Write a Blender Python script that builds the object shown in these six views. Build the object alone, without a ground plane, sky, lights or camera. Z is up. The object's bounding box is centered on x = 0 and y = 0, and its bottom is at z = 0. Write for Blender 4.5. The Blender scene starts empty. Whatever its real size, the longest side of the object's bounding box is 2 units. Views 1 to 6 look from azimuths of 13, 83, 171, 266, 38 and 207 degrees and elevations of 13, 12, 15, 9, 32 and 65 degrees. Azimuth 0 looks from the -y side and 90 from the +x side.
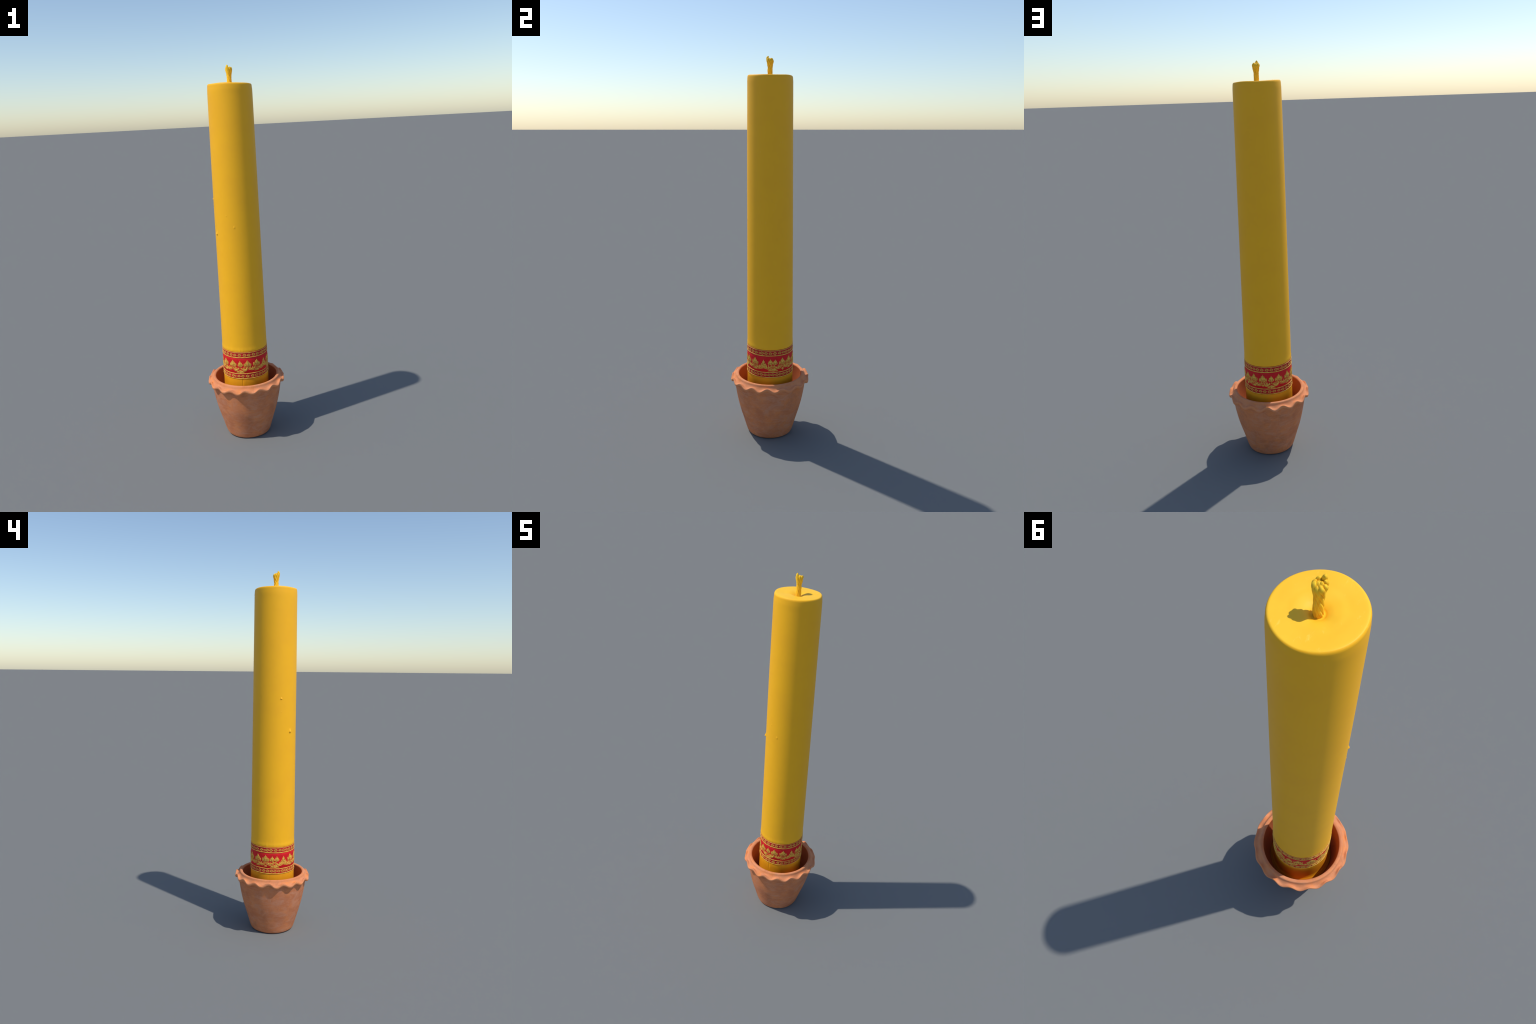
# A tall yellow ceremonial candle with a red and gold patterned wrapper,
# standing in a terracotta pot with a pie-crust rim.
import bpy, math, random
import numpy as np
from mathutils import Vector

random.seed(7)
TAU = 2 * math.pi

# ------------------------------------------------------------------ helpers
def azimuth_xy(deg, r):
    """azimuth 0 stands on -y, 90 on +x"""
    a = math.radians(deg)
    return r * math.sin(a), -r * math.cos(a)


def mesh_object(name, verts, faces, mat, parent=None, smooth=True):
    me = bpy.data.meshes.new(name)
    me.from_pydata([tuple(v) for v in verts], [], faces)
    me.update()
    if smooth:
        me.polygons.foreach_set("use_smooth", [True] * len(me.polygons))
    me.materials.append(mat)
    ob = bpy.data.objects.new(name, me)
    bpy.context.scene.collection.objects.link(ob)
    if parent:
        ob.parent = parent
    return ob


def ripple(seed, n=6):
    """smooth random function of azimuth (radians) and height, about -1..1"""
    rnd = random.Random(seed)
    terms = [(rnd.randint(1, n), rnd.uniform(2, 30), rnd.uniform(0, TAU), rnd.uniform(0, TAU), rnd.uniform(.4, 1)) for _ in range(8)]
    tot = sum(t[4] for t in terms) * .6

    def f(phi, z):
        return sum(w * math.sin(k * phi + p) * math.sin(q * z + s) for k, q, p, s, w in terms) / tot
    return f


def smooth_profile(pts, per=6):
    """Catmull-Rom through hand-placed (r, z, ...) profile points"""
    P = np.array([pts[0]] + list(pts) + [pts[-1]], float)
    out = []
    for i in range(1, len(P) - 2):
        p0, p1, p2, p3 = P[i - 1:i + 3]
        for j in range(per):
            t = j / per
            out.append(.5 * (2 * p1 + (p2 - p0) * t + (2 * p0 - 5 * p1 + 4 * p2 - p3) * t * t + (3 * p1 - p0 - 3 * p2 + p3) * t ** 3))
    out.append(P[-2])
    return np.array(out)


def lathe(rows, n, shape):
    """rows of profile data; shape(row, phi) -> (x, y, z). Ends closed with a centre point."""
    verts, faces = [], []
    for row in rows:
        for i in range(n):
            verts.append(shape(row, TAU * i / n))
    m = len(rows)
    for j in range(m - 1):
        for i in range(n):
            k = (i + 1) % n
            faces.append((j * n + i, j * n + k, (j + 1) * n + k, (j + 1) * n + i))
    return verts, faces


def cap(verts, faces, ring, centre, flip=False):
    c = len(verts)
    verts.append(centre)
    n = len(ring)
    for i in range(n):
        a, b = ring[i], ring[(i + 1) % n]
        faces.append((b, a, c) if flip else (a, b, c))


# ---------------------------------------------------------------- materials
def srgb(r, g, b):
    f = lambda c: c / 12.92 if c <= .04045 else ((c + .055) / 1.055) ** 2.4
    return (f(r / 255), f(g / 255), f(b / 255), 1)


class Nodes:
    def __init__(self, name, rough, spec=.5):
        self.mat = bpy.data.materials.new(name)
        self.mat.use_nodes = True
        self.t = self.mat.node_tree
        self.bsdf = self.t.nodes["Principled BSDF"]
        self.bsdf.inputs["Roughness"].default_value = rough
        self.bsdf.inputs["Specular IOR Level"].default_value = spec
        self.co = self.t.nodes.new("ShaderNodeTexCoord").outputs["Object"]

    def link(self, a, b):
        self.t.links.new(a, b)

    def mapped(self, scale, loc=(0, 0, 0)):
        m = self.t.nodes.new("ShaderNodeMapping")
        m.inputs["Scale"].default_value = scale
        m.inputs["Location"].default_value = loc
        self.link(self.co, m.inputs["Vector"])
        return m.outputs["Vector"]

    def noise(self, scale, detail=4, rough=.6, stretch=(1, 1, 1), loc=(0, 0, 0), distortion=0):
        n = self.t.nodes.new("ShaderNodeTexNoise")
        n.inputs["Scale"].default_value = scale
        n.inputs["Detail"].default_value = detail
        n.inputs["Roughness"].default_value = rough
        n.inputs["Distortion"].default_value = distortion
        self.link(self.mapped(stretch, loc), n.inputs["Vector"])
        return n.outputs["Fac"]

    def ramp(self, fac, lo, hi):
        r = self.t.nodes.new("ShaderNodeMapRange")
        r.interpolation_type = "SMOOTHSTEP"
        r.inputs["From Min"].default_value = lo
        r.inputs["From Max"].default_value = hi
        self.link(fac, r.inputs["Value"])
        return r.outputs["Result"]

    def times(self, a, k):
        m = self.t.nodes.new("ShaderNodeMath")
        m.operation = "MULTIPLY"
        self.link(a, m.inputs[0])
        if isinstance(k, (int, float)):
            m.inputs[1].default_value = k
        else:
            self.link(k, m.inputs[1])
        return m.outputs[0]

    def mix(self, fac, a, b):
        m = self.t.nodes.new("ShaderNodeMix")
        m.data_type = "RGBA"
        if isinstance(fac, (int, float)):
            m.inputs["Factor"].default_value = fac
        else:
            self.link(fac, m.inputs["Factor"])
        for v, s in ((a, "A"), (b, "B")):
            sock = [i for i in m.inputs if i.name == s and i.type == "RGBA"][0]
            if isinstance(v, tuple):
                sock.default_value = v
            else:
                self.link(v, sock)
        return [o for o in m.outputs if o.type == "RGBA"][0]

    def colour(self, c):
        self.link(c, self.bsdf.inputs["Base Color"])

    def bump(self, height, strength, dist):
        b = self.t.nodes.new("ShaderNodeBump")
        b.inputs["Strength"].default_value = strength
        b.inputs["Distance"].default_value = dist
        self.link(height, b.inputs["Height"])
        self.link(b.outputs["Normal"], self.bsdf.inputs["Normal"])


def wax_material(name, base, alt):
    n = Nodes(name, .55, .3)
    c = n.mix(n.ramp(n.noise(9, 3), .35, .7), base, alt)
    fleck = n.ramp(n.noise(120, 2, .5, (1, 1, .35)), .70, .78)
    sep = n.t.nodes.new("ShaderNodeSeparateXYZ")
    n.link(n.co, sep.inputs[0])
    cut_face = n.ramp(sep.outputs["Z"], 1.9035, 1.9060)
    scrape = n.ramp(n.noise(70, 5, .7, (1, .35, 1), (1, 2, 3), 1.0), .60, .72)
    c = n.mix(n.times(fleck, .12), c, srgb(255, 214, 110))
    c = n.mix(n.times(n.times(scrape, cut_face), .45), c, srgb(255, 220, 100))
    n.colour(c)
    return n.mat


def wick_material():
    n = Nodes("waxed_cotton_wick", .7, .25)
    c = n.mix(n.ramp(n.noise(160, 4, .6, (1, 1, .3)), .35, .68), srgb(252, 204, 48), srgb(238, 178, 34))
    c = n.mix(n.times(n.ramp(n.noise(110, 3, .6, (1, 1, .4), (3, 1, 2)), .55, .72), .5), c, srgb(214, 202, 76))
    n.colour(c)
    n.bump(n.noise(420, 3, .6, (1, 1, .25)), .4, .001)
    return n.mat


def gold_material():
    n = Nodes("gilded_relief", .5, .35)
    c = n.mix(n.ramp(n.noise(130, 4, .65), .38, .66), GOLD, GOLD_ALT)
    c = n.mix(n.times(n.ramp(n.noise(260, 3, .6, (1, 1, .7), (5, 2, 1)), .53, .68), .85), c, GOLD_DARK)
    n.colour(c)
    n.bump(n.noise(300, 3, .6), .5, .001)
    return n.mat


def gold_line_material():
    n = Nodes("gilded_line", .5, .35)
    c = n.mix(n.ramp(n.noise(60, 3, .6), .4, .7), GOLD, GOLD_ALT)
    n.colour(c)
    return n.mat


def red_material(name, base, alt, speck, amount):
    n = Nodes(name, .6, .25)
    c = n.mix(n.ramp(n.noise(40, 3, .6, (1, 1, .4)), .35, .7), base, alt)
    c = n.mix(n.times(n.ramp(n.noise(330, 2, .6), .58, .68), amount), c, speck)
    n.colour(c)
    return n.mat


def clay_material(name, rim, inside=False):
    n = Nodes(name, .85, .2)
    base = (srgb(220, 142, 96), srgb(208, 130, 86)) if rim else (CLAY_A, CLAY_B)
    c = n.mix(n.ramp(n.noise(11, 5, .62), .36, .64), *base)
    dust = n.ramp(n.noise(13, 7, .72, (1, 1, 1.7), (4, 7, 1), 0.8), .44, .70)
    c = n.mix(n.times(dust, .25 if rim else .50), c, CLAY_DUST)
    orange = n.ramp(n.noise(20, 6, .68, (1, 1, 1.2), (9, 3, 5)), .48, .68)
    c = n.mix(n.times(orange, .75 if rim else .40), c, CLAY_ORANGE)
    wheel = n.ramp(n.noise(16, 4, .7, (.7, .7, 9), (2, 2, 2)), .48, .72)
    c = n.mix(n.times(wheel, .32), c, srgb(206, 150, 120))
    stain = n.ramp(n.noise(8, 5, .65, (1, 1, .9), (1, 8, 3), .4), .56, .74)
    c = n.mix(n.times(stain, .38), c, srgb(140, 92, 66))
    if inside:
        c = n.mix(.8, c, srgb(176, 94, 52))  # bakes the pot's inner occlusion and red bounce into the clay colour
    grit = n.ramp(n.noise(430, 2, .5), .62, .72)
    c = n.mix(n.times(grit, .32), c, srgb(220, 172, 142))
    dark = n.ramp(n.noise(240, 2, .5, (1, 1, 1), (3, 3, 9)), .70, .78)
    c = n.mix(n.times(dark, .35), c, srgb(104, 74, 58))
    n.colour(c)
    n.bump(n.noise(220, 5, .65, (1, 1, 1.6)), .35, .0015)
    return n.mat


WAX, WAX_ALT = srgb(254, 185, 28), srgb(252, 182, 30)
CUT_WAX, CUT_WAX_ALT = srgb(253, 197, 44), srgb(251, 193, 42)
GOLD, GOLD_ALT, GOLD_DARK = srgb(234, 190, 78), srgb(212, 150, 52), srgb(164, 74, 36)
CLAY_A, CLAY_B, CLAY_DUST, CLAY_ORANGE = srgb(208, 128, 84), srgb(192, 116, 78), srgb(202, 150, 124), srgb(224, 136, 74)

mat_wax = wax_material("yellow_wax", WAX, WAX_ALT)
mat_cut = wax_material("cut_wax", CUT_WAX, CUT_WAX_ALT)
mat_foot = wax_material("bounce_tinted_wax", srgb(242, 164, 24), srgb(236, 157, 24))  # same yellow wax, tinted orange for light reflected off the pot
mat_pool = wax_material("shade_darkened_pool", srgb(196, 122, 26), srgb(184, 108, 24))  # wax colour browned to paint in the deep shadow at the pot floor
mat_wick = wick_material()
mat_gold = gold_material()
mat_line = gold_line_material()
mat_red = red_material("red_cloth", srgb(214, 26, 32), srgb(204, 22, 28), srgb(186, 26, 28), .3)
mat_maroon = red_material("crimson_stripe", srgb(196, 26, 36), srgb(172, 18, 30), srgb(206, 80, 52), .5)
mat_rededge = red_material("red_edging", srgb(190, 62, 30), srgb(176, 40, 30), srgb(200, 120, 40), .4)
mat_clay = clay_material("terracotta", False)
mat_clay_rim = clay_material("terracotta_rim", True)
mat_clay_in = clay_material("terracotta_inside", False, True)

root = bpy.data.objects.new("candle_in_flower_pot", None)
bpy.context.scene.collection.objects.link(root)
root["label"] = "tall yellow candle with red-gold band in scalloped terracotta pot"
root["category"] = "candle"

# ---------------------------------------------------------------------- pot
LOBES = 16
outer = [(.0, .000), (.060, .0005), (.108, .000), (.1165, .001), (.1222, .006), (.1265, .016), (.134, .040), (.1457, .080), (.1608, .130), (.1735, .180), (.1835, .230), (.1900, .272), (.1940, .294)]
# the flange: (r, z, how far the scallop wave moves it, outward push of the lobes)
flange = [(.1962, .2990, .10, 0), (.2000, .3015, .45, .2), (.2050, .3025, .85, .7), (.2090, .3045, 1, 1), (.2112, .3080, 1, 1), (.2122, .3125, 1.05, 1.05), (.2120, .3158, 1.1, 1.1), (.2106, .3180, 1.1, 1),
          (.2070, .3192, .95, .8), (.2025, .3190, .7, .5), (.1980, .3200, .42, .2), (.1940, .3226, .18, .1), (.1906, .3265, .05, 0), (.1884, .3312, 0, 0), (.1868, .3358, 0, 0), (.1842, .3386, 0, 0),
          (.1800, .3396, 0, 0), (.1750, .3386, 0, 0), (.1716, .3366, 0, 0), (.1701, .3325, 0, 0)]
inner = [(.1700, .322), (.1694, .305), (.1672, .280), (.1610, .240), (.1530, .212), (.1450, .190), (.1380, .160), (.1200, .100), (.105, .060), (.096, .040), (.085, .032), (.040, .030), (.0, .030)]
rows = [(r, z, 0, 0) for r, z in outer] + flange + [(r, z, 0, 0) for r, z in inner]
rows = smooth_profile(rows, 5)
rows[:, 0] = np.maximum(rows[:, 0], 0)
rows[:, 1] = np.maximum(rows[:, 1], 0)
pot_noise, rim_noise = ripple(3, 5), ripple(11, 9)
lobe_rnd = random.Random(5)
lobe_depth = [lobe_rnd.uniform(.8, 1.2) for _ in range(LOBES)]
lobe_shift = [lobe_rnd.uniform(-.035, .035) for _ in range(LOBES)]

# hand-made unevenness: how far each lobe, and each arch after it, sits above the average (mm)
lobe_mm = (-2, 3, 1, 2, 4, -1, -1.5, -1, 5, 1.5, 0, -1, -2, -3, -3, -2)
arch_mm = (0, 0, 0, 5, 0, -5, 0, 8, 5, .5, -1, 8, -1, -4, -3, -3)
uneven = [v for pair in zip(lobe_mm, arch_mm) for v in pair]


def wobble(phi):
    q = phi / TAU * 2 * LOBES
    i = int(q) % (2 * LOBES)
    t = .5 - .5 * math.cos(math.pi * (q - int(q)))
    return .0005 * ((1 - t) * uneven[i] + t * uneven[(i + 1) % (2 * LOBES)])


def pot_shape(row, phi):
    r, z, wave, push = row
    if r < 1e-5:
        return (0, 0, z)
    p = LOBES * phi / TAU
    k = int(round(p)) % LOBES
    near = 1 - abs(p - round(p)) * 2
    c = math.cos(TAU * (p + lobe_shift[k] * near))
    # narrow, hanging lobes and broad arches between them
    w = c * (1.05 - .10 * c) if c > 0 else c * .95
    depth = 1 + (lobe_depth[k] - 1) * near
    zz = z - wave * .0066 * w * depth
    # thumb marks: the flange top swells over the arches
    if z > .3165 and wave > 0:
        zz += .0014 * math.exp(-((r - .2075) / .005) ** 2) * max(-c, 0)
    rr = r + push * .0024 * w
    body = min(1, max(0, (.30 - z) / .06))
    rr += .0009 * pot_noise(phi, z) * (.35 + .65 * body) * min(1, r / .1)
    if z < .31 and r > .11:
        rr += .00022 * math.sin(z * 620 + 1.5 * math.sin(2 * phi)) * body
    zz += wave * (.0005 * rim_noise(phi, 1.0) + wobble(phi))
    lower = min(1, max(0, (.26 - z) / .15))
    x, y = rr * math.sin(phi) - .001 * lower, -rr * math.cos(phi) - .0015 * lower
    return (x, y, max(zz, 0))


NP = 384
verts, faces = lathe(rows, NP, pot_shape)
rim_first, rim_last = 5 * (len(outer) - 0) - 2, 5 * (len(outer) + len(flange) - 1)
whole = bpy.data.meshes.new("whole_pot")
whole.from_pydata(verts, [], faces)
whole.update()
normals = np.empty(len(verts) * 3, np.float32)
whole.vertices.foreach_get("normal", normals)
normals = normals.reshape(-1, 3)
bpy.data.meshes.remove(whole)


def region(name, keep, mat, parent):
    used, vv, ff = {}, [], []
    for f in keep:
        g = []
        for i in f:
            if i not in used:
                used[i] = len(vv)
                vv.append(verts[i])
            g.append(used[i])
        ff.append(g)
    ob = mesh_object(name, vv, ff, mat, parent)
    order = sorted(used, key=used.get)
    ob.data.normals_split_custom_set_from_vertices([tuple(normals[i]) for i in order])
    return ob


is_rim = lambda f: rim_first <= min(f) // NP < rim_last
pot = region("flower_pot", [f for f in faces if min(f) // NP < rim_first], mat_clay, root)
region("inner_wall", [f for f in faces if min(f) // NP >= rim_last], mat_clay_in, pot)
region("scalloped_rim", [f for f in faces if is_rim(f)], mat_clay_rim, pot)

# ------------------------------------------------------------------- candle
def candle_r(z):
    return .1259 - .0060 * z + .0006 * math.sin(math.pi * min(1, max(0, (z - .3) / 1.6)))


BAND_LO, BAND_HI = .3545, .5100
wax_noise, pleat_noise = ripple(21, 3), ripple(8, 9)
side = [(.06, .100), (.10, .1700), (.141, .1760), (.1430, .181), (.1415, .1855), (.1370, .1885), (.1315, .1925), (.1278, .200), (candle_r(.215), .215)]
prof = list(smooth_profile(side, 4))
z = .215
while z < 1.862:
    z += .002 if .498 < z < .545 else .006 if (z < .6) else .012
    prof.append((candle_r(z), z))
top = [(.1140, 1.888), (.1136, 1.8945), (.1130, 1.9000), (.1114, 1.9042), (.1088, 1.9066), (.1050, 1.9074), (.0960, 1.9072), (.080, 1.9066), (.066, 1.9056), (.053, 1.9052), (.042, 1.9036), (.033, 1.9014), (.026, 1.8984), (.0205, 1.8950), (.0175, 1.8922), (.0150, 1.8910), (.0110, 1.8906), (.004, 1.8905)]
prof += list(smooth_profile([(candle_r(1.875), 1.878)] + top, 4))
pleats = [(248, 2.2, .0007), (287, 3.0, .0006), (300, 3.2, .0007), (312, 2.6, .0005), (342, 3.4, .0006), (2, 2.2, .0006), (9, 2.6, .0006), (30, 3, .0003), (62, 2.0, .0004), (200, 4, .0002), (268, 2.4, .0004), (326, 2.5, .0005)]


def candle_shape(row, phi):
    r, z = row
    deg = math.degrees(phi)
    d = 0
    if z < 1.88 and r > .1:
        d += .0003 * wax_noise(phi, z * .35) * min(1, (1.88 - z) / .08)
        d += .0008 * math.cos(math.radians(deg - 298)) * math.exp(-((z - 1.5) / .28) ** 2) * (math.cos(math.radians(deg - 298)) > 0) * min(1, (1.88 - z) / .08)
        # the wax swells a little where the wrapper starts, with faint pleats above it
        d += .0009 * math.exp(-((z - .5190) / (.011 if z > .519 else .0075)) ** 2)
        fade = math.exp(-((z - .512) / .020) ** 2) if z > .512 else math.exp(-((z - .512) / .003) ** 2)
        for a, w, h in pleats:
            q = (deg - a + 180) % 360 - 180
            d += 1.3 * h * fade * math.exp(-(q / w) ** 2)
        # vertical creases under the wrapper
        if z < .36:
            low = max(0, min(1, (z - .30) / .03))
            for a, w, h in ((5.6, 1.0, -.0026), (8.3, 1.5, .0006), (12, 2.5, .0004), (255, 1.2, -.0005), (290, 1.3, -.0005), (300, 2, .0004), (345, 2, -.0003)):
                q = (deg - a + 180) % 360 - 180
                d += h * low * math.exp(-(q / w) ** 2)
    zz = z
    if z > 1.86:
        e = min(1, r / .1) * min(1, (z - 1.86) / .035)
        zz += e * (.0030 * math.cos(math.radians(deg - 285)) + .0008 * math.sin(3 * phi + 1) + .0006 * math.sin(5 * phi + 2))
        d += .0007 * math.sin(2 * phi + .6) * (1 if r > .09 else 0) * min(1, (z - 1.86) / .03)
        if r < .1:
            zz += .0007 * math.sin(4 * phi + 30 * r) * math.sin(min(1, r / .1) * math.pi)
    return ((r + d) * math.sin(phi), -(r + d) * math.cos(phi), zz)


NC = 360
verts_c, faces_c = lathe(prof, NC, candle_shape)
cap(verts_c, faces_c, list(range(NC)), (0, 0, .100), True)
cap(verts_c, faces_c, [(len(prof) - 1) * NC + i for i in range(NC)], (0, 0, 1.8905))
whole = bpy.data.meshes.new("whole_candle")
whole.from_pydata(verts_c, [], faces_c)
whole.update()
normals = np.empty(len(verts_c) * 3, np.float32)
whole.vertices.foreach_get("normal", normals)
normals = normals.reshape(-1, 3)
bpy.data.meshes.remove(whole)
verts = verts_c
is_foot = lambda f: sum(verts_c[i][2] for i in f) / len(f) < .43
is_top = lambda f: max(math.hypot(verts_c[i][0], verts_c[i][1]) for i in f) < .1095 and min(verts_c[i][2] for i in f) > 1.8
candle = region("candle_body", [f for f in faces_c if not is_foot(f) and not is_top(f)], mat_wax, root)
region("candle_top", [f for f in faces_c if is_top(f)], mat_cut, candle)
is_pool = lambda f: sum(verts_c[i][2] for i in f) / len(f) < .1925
region("candle_foot", [f for f in faces_c if is_foot(f) and not is_pool(f)], mat_foot, candle)
region("wax_pool", [f for f in faces_c if is_pool(f)], mat_pool, candle)

# wax drips that ran down and stopped: steep foot, long tapering tail above
for deg, zf, w, l, h, soft in ((309.8, 1.1455, .0098, .027, .0070, .24), (282, 1.3250, .0084, .016, .0046, .26), (6.0, 1.179, .0100, .028, .0013, .45), (346.8, 1.2430, .0070, .016, .0013, .45), (282.1, 1.2550, .0042, .010, .0016, .3)):
    vv, ff, NA, NZ = [], [], 25, 37
    for j in range(NZ):
        t = j / (NZ - 1)
        zz = zf - .2 * w + t * (l + .2 * w)
        foot = min(1, t / soft)
        along = math.sin(foot * math.pi / 2) ** 1.2 * (1 - max(0, (t - soft) / (1 - soft))) ** 1.3
        for i in range(NA):
            s = 2 * i / (NA - 1) - 1
            half = w * (.5 + .5 * (1 - t))
            bulge = max(0, 1 - s * s) ** 1.05
            rr = candle_r(zz) - .0006 + (h + .0006) * along * bulge
            a = deg + math.degrees(s * half / candle_r(zz))
            x, y = azimuth_xy(a, rr)
            vv.append((x, y, zz))
    for j in range(NZ - 1):
        for i in range(NA - 1):
            ff.append((j * NA + i, j * NA + i + 1, (j + 1) * NA + i + 1, (j + 1) * NA + i))
    mesh_object("wax_drip", vv, ff, mat_wax, candle)

# ------------------------------------------------------------- patterned band
def band_r(z):
    return candle_r(z) + .0008


def sleeve(name, z0, z1, lift, mat, parent, n=288, bevel=.0005, steps=6):
    """a thin sleeve round the candle with turned-in edges"""
    lo, hi = [(candle_r(z0) - .0008, z0)], [(candle_r(z1) - .0008, z1)]
    ts = np.linspace(0, 1, steps)
    pr = lo + [(band_r(z0) + lift - bevel, z0)] + [(band_r(zz) + lift, zz) for zz in z0 + bevel + (z1 - z0 - 2 * bevel) * ts] + [(band_r(z1) + lift - bevel, z1)] + hi
    v, f = lathe(pr, n, lambda row, p: (row[0] * math.sin(p), -row[0] * math.cos(p), row[1] + .0004 * math.sin(2 * p + 1) + .0003 * math.sin(5 * p)))
    return mesh_object(name, v, f, mat, parent)


band = sleeve("patterned_band", .3870, .4765, 0, mat_red, root)
sleeve("crimson_stripe", .4793, .5044, -.0001, mat_maroon, band)
sleeve("crimson_stripe", .3590, .3840, -.0001, mat_maroon, band)
sleeve("red_edging", .5064, .5098, 0, mat_rededge, band, steps=3)
sleeve("red_edging", .3535, .3556, -.0002, mat_rededge, band, steps=3)
for z0, z1, up in ((.5039, .5065, .0009), (.4758, .4802, .0012), (.3834, .3874, .0011), (.3552, .3594, .0012)):
    sleeve("gold_line", z0, z1, up, mat_line, band, bevel=.0007, steps=3)


class Relief:
    """raised gilded ribbons, drawn in the unrolled plane (arc metres, height) and wrapped on the candle"""

    def __init__(self):
        self.v, self.f = [], []

    def ribbon(self, pts, width, h=.0014, vein=.35, n=16):
        P = smooth_profile(pts, max(2, n // (len(pts) - 1)))
        m = len(P)
        T = np.gradient(P, axis=0)
        T /= np.maximum(1e-9, np.linalg.norm(T, axis=1))[:, None]
        N = np.stack([-T[:, 1], T[:, 0]], 1)
        base = len(self.v)
        section = ((-1, 0), (-.86, .55), (-.45, 1), (0, 1 - vein), (.45, 1), (.86, .55), (1, 0))
        for i in range(m):
            t = i / (m - 1)
            w = width(t) / 2
            hh = h * min(1, w / .0022)
            for s, k in section:
                q = P[i] + N[i] * s * w
                r = band_r(q[1]) - .0004 + (hh + .0004) * k
                a = q[0] / .1245
                self.v.append((r * math.sin(a), -r * math.cos(a), q[1]))
        k = len(section)
        for i in range(m - 1):
            for j in range(k - 1):
                a = base + i * k + j
                self.f.append((a + k, a + k + 1, a + 1, a))

    def flame(self, a, z, h, w, lean=0, lobes=3, hgt=.0015, rnd=random):
        """a leaf of the flame motif: pointed spine with upswept side tongues"""
        tip = (a + lean, z + h)
        # ogee spine
        body = lambda t: w * .46 * (math.sin(math.pi * min(1, .10 + .62 * t)) if t < .55 else math.sin(math.pi * .441) * ((1 - t) / .45) ** 1.25) + .0003
        self.ribbon([(a, z), (a + lean * .3, z + h * .35), (a + lean * .7, z + h * .7), tip], body, hgt * 1.2, .5, 20)
        for s in (-1, 1):
            for k in range(lobes):
                q = k / max(1, lobes - 1) if lobes > 1 else 0
                z0 = z + h * (.03 + .34 * q)
                out = w * (.43 - .16 * q) * rnd.uniform(.9, 1.12)
                hh = h * (.37 - .05 * q) * rnd.uniform(.9, 1.1)
                ww = w * (.20 - .04 * q)
                aa = a + lean * (.1 + .4 * q)
                self.ribbon([(aa + s * w * .08, z0), (aa + s * out * .88, z0 + hh * .30), (aa + s * out * 1.02, z0 + hh * .7), (aa + s * out * .78, z0 + hh * 1.15)],
                            lambda t, ww=ww: ww * (math.sin(math.pi * min(1, .15 + .85 * t))) ** .8 + .0002, hgt * .85, .3, 12)

    def leaf(self, a, z, h, w, lean=0, hgt=.0013):
        self.ribbon([(a, z), (a + lean * .9, z + h * .4), (a + lean, z + h * .72), (a + lean * .55, z + h)],
                    lambda t: w * math.sin(math.pi * min(1, .1 + .9 * t)) ** .8 + .0003, hgt, .35, 12)

    def festoon(self, a0, a1, z0, z1, zlow, thick):
        """crescent hanging between two stems, with an outer rim line"""
        L = a1 - a0
        pts = [(a0, z0), (a0 + L * .06, z0 + (zlow - z0) * .52), (a0 + L * .25, zlow + .0022), (a0 + L * .5, zlow), (a0 + L * .75, zlow + .0022), (a1 - L * .06, z1 + (zlow - z1) * .52), (a1, z1)]
        self.ribbon(pts, lambda t: .0026 + .0006 * math.sin(math.pi * t), .0017, .15, 28)
        up = [(a, zz + thick * (.30 + .42 * math.sin(math.pi * i / 6))) for i, (a, zz) in enumerate(pts)]
        up = [(a0 + (a - a0) * .80 + L * .10, zz) for a, zz in up]
        self.ribbon(up, lambda t: .0006 + thick * .78 * math.sin(math.pi * t) ** .8, .0014, .5, 24)

    def curl(self, a, z, r, s, turns=.8, w=.003):
        pts = [(a + s * r * (1 - .55 * t) * math.sin(TAU * turns * t), z - r * (1 - .55 * t) * math.cos(TAU * turns * t)) for t in np.linspace(0, 1, 7)]
        self.ribbon(pts, lambda t: w * (1 - .75 * t) + .0004, .0013, .2, 18)

    def fan(self, a, z, w, h):
        for k in range(-3, 4):
            q = k / 3
            self.ribbon([(a + q * w * .10, z + h * .75), (a + q * w * .32, z + h * (.42 - .1 * abs(q))), (a + q * w * .5, z + h * .06 * (1 - abs(q)))],
                        lambda t: w * .085 * math.sin(math.pi * min(1, .15 + .8 * t)) + .0005, .0012, .3, 8)
        self.ribbon([(a, z), (a, z + h * .5), (a, z + h)], lambda t: w * .17 * (1 - t) ** .8 + .0003, .0014, .4, 8)
        self.ribbon([(a - w / 2, z + h * .04), (a, z - .0006), (a + w / 2, z + h * .04)], lambda t: .0024 * math.sin(math.pi * t) + .0004, .0012, .1, 14)

    def emit(self, name, deg):
        ob = mesh_object(name, self.v, self.f, mat_gold, band)
        ob.rotation_euler.z = math.radians(deg)
        return ob


M = .1245 * math.pi / 180  # metres of arc per degree
rnd = random.Random(4)
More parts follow.
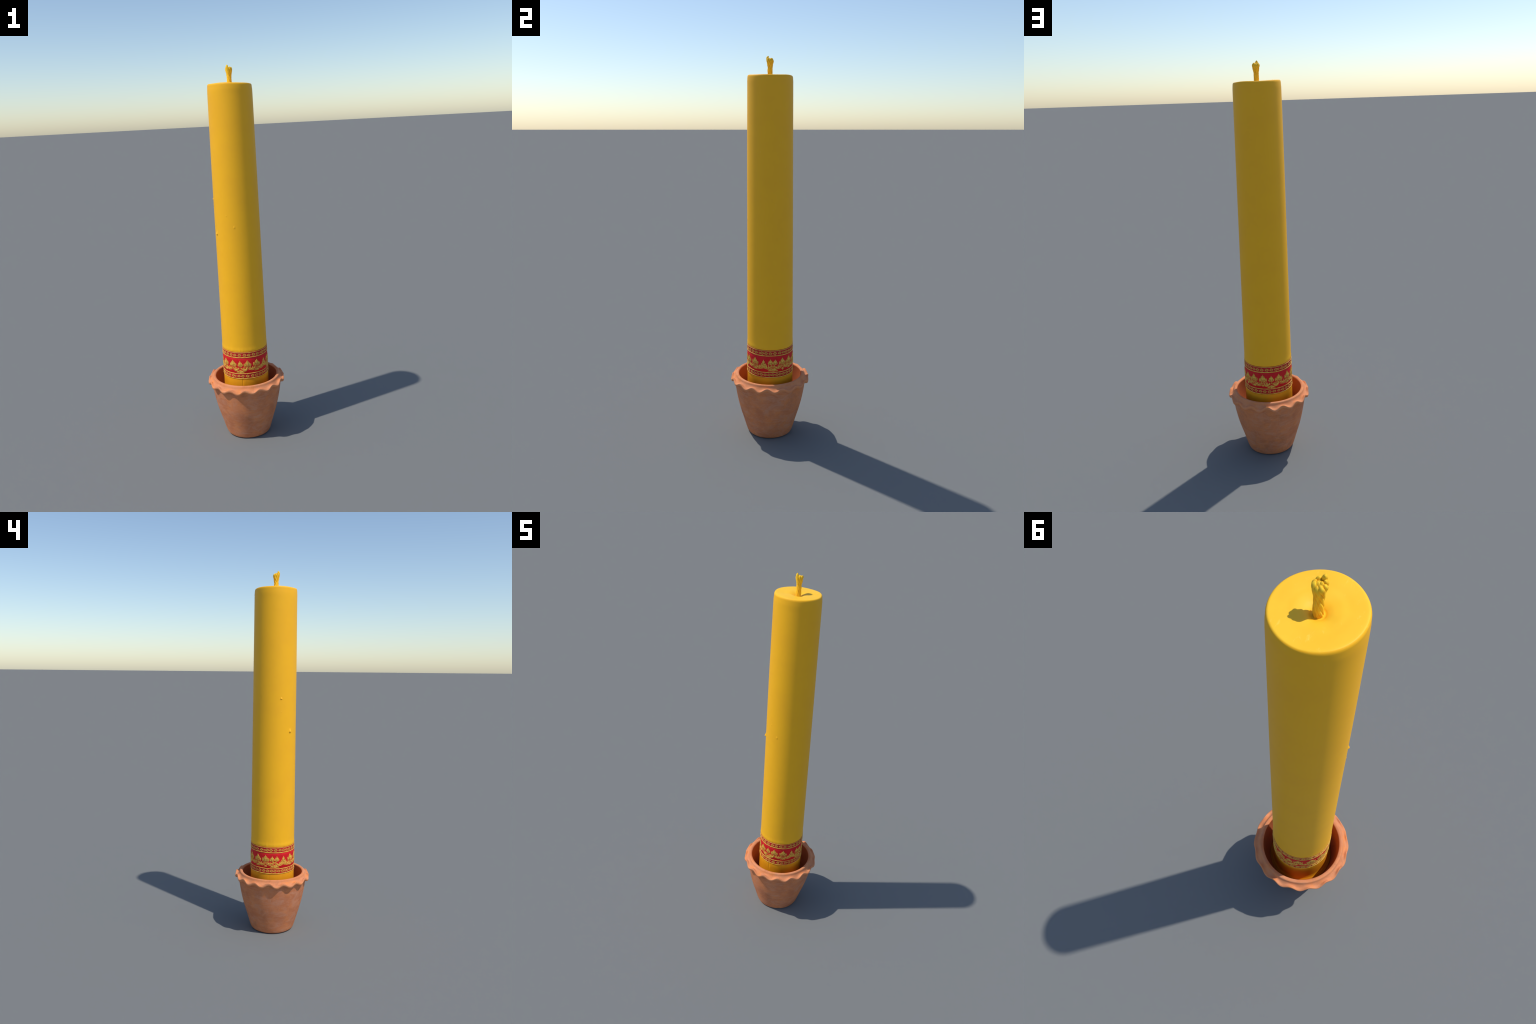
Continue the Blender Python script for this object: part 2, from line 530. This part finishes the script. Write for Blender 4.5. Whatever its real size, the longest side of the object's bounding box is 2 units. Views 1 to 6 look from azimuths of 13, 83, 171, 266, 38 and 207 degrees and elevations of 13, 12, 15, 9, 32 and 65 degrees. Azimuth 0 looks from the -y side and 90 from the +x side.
# azimuth, height of the tip, kind
stems = [(.3, .4614, "bud"), (19.1, .4651, "tall"), (43.4, .4642, "tall"), (66.2, .4598, "frayed"), (83.9, .4605, "small"), (95.7, .4590, "small"), (114.8, .4648, "tall"), (135.7, .4672, "tall"),
         (158.8, .4660, "tall"), (178.7, .4590, "bud"), (197.5, .4655, "tall"), (223.4, .4657, "tall"), (246.3, .4640, "tall"), (263.8, .4580, "small"), (275.8, .4590, "small"), (293.8, .4605, "frayed"), (316.2, .4648, "tall"), (341.2, .4650, "tall")]
for deg, tip, kind in stems:
    R = Relief()
    if kind == "tall":
        zb = .4285 + rnd.uniform(-.001, .001)
        R.flame(0, zb, tip - zb, .0285 * rnd.uniform(.95, 1.06), rnd.uniform(-.0006, .0006), 3, .0019, rnd)
        R.ribbon([(0, zb + .004), (rnd.uniform(-.0006, .0006), zb - .004), (0, .4190)], lambda t: .0048 - .0016 * t, .0016, .3, 8)
        for s in (-1, 1):
            R.leaf(s * .0150, .4240, .0215 * rnd.uniform(.85, 1.12), .0066, s * .0030, .0017)
            R.curl(s * .0138, .4230, .0030, s, .7, .0026)
            R.leaf(s * .0060, .4205, .0120, .0040, s * .0022)
    elif kind == "bud":
        R.flame(0, .4265, tip - .4265, .0262, 0, 3, .0018, rnd)
        R.leaf(0, .4300, .0200, .0060, 0, .0022)
        R.ribbon([(0, .4300), (0, .4230), (0, .4150)], lambda t: .0030 + .0008 * t, .0014, .2, 8)
        for s in (-1, 1):
            R.ribbon([(s * .0370, .4215), (s * .0345, .4110), (s * .0270, .4065), (s * .0150, .4095), (s * .0060, .4180)], lambda t: .0028 + .0088 * math.sin(math.pi * t) ** .9, .0019, .5, 24)
            R.leaf(s * .0240, .4120, .0120, .0050, s * .0020)
            R.leaf(s * .0165, .4130, .0095, .0040, s * .0024)
            R.ribbon([(s * .0300, .4085), (s * .0200, .4075), (s * .0100, .4125)], lambda t: .0016 * math.sin(math.pi * t) + .0004, .0026, .1, 12)
            R.ribbon([(s * .0392, .4240), (s * .0380, .4090), (s * .0280, .4000), (s * .0120, .4015)], lambda t: .0028 - .0010 * t, .0017, .15, 20)
            R.ribbon([(s * .0290, .4030), (s * .0170, .4050), (s * .0070, .4110)], lambda t: .0024 * math.sin(math.pi * min(1, .2 + .8 * t)) + .0003, .0015, .2, 12)
            R.leaf(s * .0060, .4100, .0110, .0040, s * .0030)
        R.fan(0, .3915, .044, .0170)
    elif kind == "small":
        R.flame(0, .4280, tip - .4280, .0248, rnd.uniform(-.0006, .0006), 3, .0018, rnd)
    else:
        for k in range(7):
            a = (-.018 + .006 * k) + rnd.uniform(-.001, .001)
            hh = (.020, .028, .038, .046, .036, .030, .022)[k]
            R.ribbon([(a, .4070), (a + rnd.uniform(-.0012, .0012), .4070 + hh * .4), (a + .001, .4070 + hh * .75), (a + rnd.uniform(-.001, .002), .4070 + hh)],
                     lambda t: .0062 * math.sin(math.pi * min(1, .12 + .88 * t)) ** .7 * (1 - .35 * t) + .0002, .0011, .3, 14)
        R.flame(0, .4230, tip - .4260, .020, .0012, 2, .0012, rnd)
    R.emit("flame_ornament", deg)

# hanging festoons between the stems, with small buds and tongues inside them
links = [(20.2, 42.6, .4190, .4180, .4035), (44.4, 65.5, .4180, .4130, .4030), (66.8, 89.4, .4200, .4235, .4045), (90.4, 113.8, .4235, .4200, .4045), (115.8, 134.8, .4200, .4200, .4050), (136.6, 158.0, .4200, .4190, .4020),
         (198.4, 222.6, .4190, .4200, .4040), (224.2, 245.5, .4200, .4190, .4010), (247.1, 269.4, .4190, .4240, .4040), (270.4, 292.8, .4240, .4160, .4030), (294.8, 315.4, .4140, .4180, .4030), (317.0, 340.2, .4180, .4190, .4030)]
for d0, d1, z0, z1, zl in links:
    R = Relief()
    mid, half = (d0 + d1) / 2, (d1 - d0) / 2 * M
    zl += rnd.uniform(-.0008, .0008)
    R.festoon(-half, half, z0, z1, zl, .0095)
    R.leaf(rnd.uniform(-.002, .002), zl + .0075, .0135 * rnd.uniform(.9, 1.25), .0052, rnd.uniform(-.001, .001))
    for s in (-1, 1):
        R.leaf(s * half * .42, zl + .0070, .0115 * rnd.uniform(.8, 1.2), .0040, s * .0022)
        R.leaf(s * half * .22, zl + .0070, .0085 * rnd.uniform(.8, 1.2), .0036, s * .0022)
        R.curl(s * half * .62, zl + .0105, .0038, -s, .75, .0026)
    R.emit("festoon_ornament", mid)

for deg, w, h, zb in ((90, .056, .0185, .3925), (270, .054, .0165, .3925), (43.4, .030, .0120, .3990), (316.2, .026, .0110, .4000), (135.7, .026, .0110, .3985), (223.4, .028, .0130, .3985), (158.5, .012, .008, .402), (246.3, .020, .010, .3970)):
    R = Relief()
    R.fan(0, zb, w, h)
    if deg in (90, 270):
        for s in (-1, 1):
            R.ribbon([(s * .0128, .4310), (s * .0090, .4250), (s * .0014, .4215)], lambda t: .0036 - .0012 * t, .0015, .2, 10)
    R.emit("lotus_ornament", deg)
R = Relief()  # the lozenge under one stem
R.ribbon([(0, .3935), (0, .4010), (0, .4100)], lambda t: .0160 * (1 - abs(2 * t - 1)) + .0004, .0014, .4, 10)
R.emit("lozenge_ornament", 115.2)

# ---------------------------------------------------------------- rosettes
def rosette_mesh(seed, size):
    q = random.Random(seed)
    R = Relief()
    petals = q.choice((4, 5, 4))
    ph = q.uniform(0, 1)
    pts = []
    for i in range(25):
        t = TAU * i / 24
        rr = size * (1 + .14 * math.cos(petals * (t + ph)) + q.uniform(-.05, .05) * (0 < i < 24))
        pts.append((rr * 1.08 * math.sin(t), .4905 + rr * .95 * math.cos(t)))
    R.ribbon(pts, lambda t: size * .46, .0014, .0, 48)
    for i in range(petals):
        t = TAU * (i + .5) / petals - ph
        R.ribbon([(size * .34 * math.sin(t), .4905 + size * .34 * math.cos(t)), (size * .9 * math.sin(t), .4905 + size * .9 * math.cos(t))], lambda u: size * .22, .0011, 0, 4)
    R.ribbon([(-size * .22, .4905), (0, .4905), (size * .22, .4905)], lambda t: size * .42 * math.sin(math.pi * t) + .0002, .0018, 0, 8)
    for s in (-1, 1):
        R.ribbon([(s * size * 1.15, .4905), (s * size * 1.5, .4905 + q.uniform(-.0004, .0004)), (s * size * q.uniform(1.65, 1.95), .4905)], lambda t: size * .34 * math.sin(math.pi * min(1, .2 + .8 * t)) + .0002, .0011, 0, 8)
    me = bpy.data.meshes.new("rosette")
    me.from_pydata(R.v, [], R.f)
    me.update()
    me.polygons.foreach_set("use_smooth", [True] * len(me.polygons))
    me.materials.append(mat_gold)
    return me


rosettes = [rosette_mesh(s, .0062 + .0003 * (s % 3 - 1)) for s in range(6)]
tiny = [rosette_mesh(s, .0042) for s in (31, 32)]
upper = [313, 325, 337, 348, 0, 13, 24, 36, 47, -57, 63, 73, 84, 95, 107.5, 118, 127, 137, 146.5, 157, 169, 180, 191, -197.5, 207, -215, 221.5, 234, -243, 250, 260, 272, 284, 293.5, 303]
lower = [317, 328, 340, -346.5, 356, 6, 18, 31, 41.5, 51.5, 61, 71, 80.5, 90, 100, 108.5, 118, 128.5, 140, 152, 162.5, 174, 185, 197, 207.5, 219, 230, 241.5, 252, 262, 271, 281, 291.5, 300, 307]
for row, zc in ((upper, .4912), (lower, .3712)):
    for d in row:
        ob = bpy.data.objects.new("rosette", rnd.choice(tiny if d < 0 else rosettes))
        bpy.context.scene.collection.objects.link(ob)
        ob.parent = band
        s = rnd.uniform(.94, 1.06)
        grow = band_r(zc) / band_r(.4905)
        ob.scale = (grow, grow, s)
        ob.rotation_euler.z = math.radians(abs(d))
        ob.location.z = zc - .4905 * s

# --------------------------------------------------------------------- wick
def wick_axis(z):
    t = (z - 1.87) / .13
    return Vector((.0004 + .0004 * t, -.0013 + .0014 * t, z))


def spread(z):
    """distance of the strands from the wick's axis"""
    t = max(0, (z - 1.945) / .04)
    return .0084 + .0048 * min(1, t) ** 1.2 + .0010 * max(0, (1.89 - z) / .02)


def tube(points, radii, n=14):
    vv, ff = [], []
    P = [Vector(p) for p in points]
    up = Vector((1, 0, 0))
    m = len(P)
    for i in range(m):
        T = (P[min(i + 1, m - 1)] - P[max(i - 1, 0)]).normalized()
        u = (up - T * up.dot(T)).normalized()
        up = u
        w = T.cross(u)
        for k in range(n):
            a = TAU * k / n
            ply = 1 + .07 * math.cos(3 * a + i * .55)
            vv.append(P[i] + (u * math.cos(a) + w * math.sin(a)) * radii[i] * ply)
    for i in range(m - 1):
        for k in range(n):
            l = (k + 1) % n
            ff.append((i * n + k, i * n + l, (i + 1) * n + l, (i + 1) * n + k))
    c = len(vv)
    vv.append(P[-1] + (P[-1] - P[-2]).normalized() * radii[-1] * .5)
    for k in range(n):
        ff.append(((m - 1) * n + k, (m - 1) * n + (k + 1) % n, c))
    return vv, ff


core = [(wick_axis(zz), .0080 + (.0035 * max(0, (zz - 1.95) / .035))) for zz in np.linspace(1.880, 1.983, 24)]
vv, ff = tube([c[0] for c in core], [c[1] for c in core], 20)
wick = mesh_object("wick", vv, ff, mat_wick, root)
STRANDS, FILL = 8, 3
ends = [1.9995, 1.991, 1.986, 1.986, 1.984, 1.989, 1.986, 1.990, 1.993]
wr = random.Random(12)
for s in range(STRANDS + FILL):
    inner_strand = s >= STRANDS
    z_end = (1.9895, 1.9870, 1.9885)[s - STRANDS] if inner_strand else ends[s]
    start = 347 - s * 360 / STRANDS if not inner_strand else 20 + 120 * s
    pts, rad = [], []
    off = wr.uniform(-6, 6)
    N = 44
    for i in range(N):
        t = i / (N - 1)
        zz = 1.880 + (z_end - 1.880) * t
        # left-handed twist that straightens towards the frayed top
        turn = 215 * (1.985 - zz) / .117 * (1 if zz < 1.95 else 1)
        turn *= 1 - .25 * max(0, (zz - 1.95) / .04)
        rr = spread(zz)
        fold = max(0, (t - .90) / .10)
        rr -= .0030 * fold ** 1.6
        if inner_strand:
            rr = .0042
        rr += .0006 * math.sin(t * 9 + s * 2)
        a = start + turn + off * t
        ax = wick_axis(zz)
        x, y = azimuth_xy(a, rr)
        pts.append((ax.x + x, ax.y + y, zz))
        g = .0043 + .0021 * max(0, min(1, (zz - 1.948) / .03))
        if fold > 0:
            g *= math.sqrt(max(.06, 1 - (fold * .97) ** 2))
        rad.append(g)
    vv, ff = tube(pts, rad)
    mesh_object("wick_strand", vv, ff, mat_wick, wick)
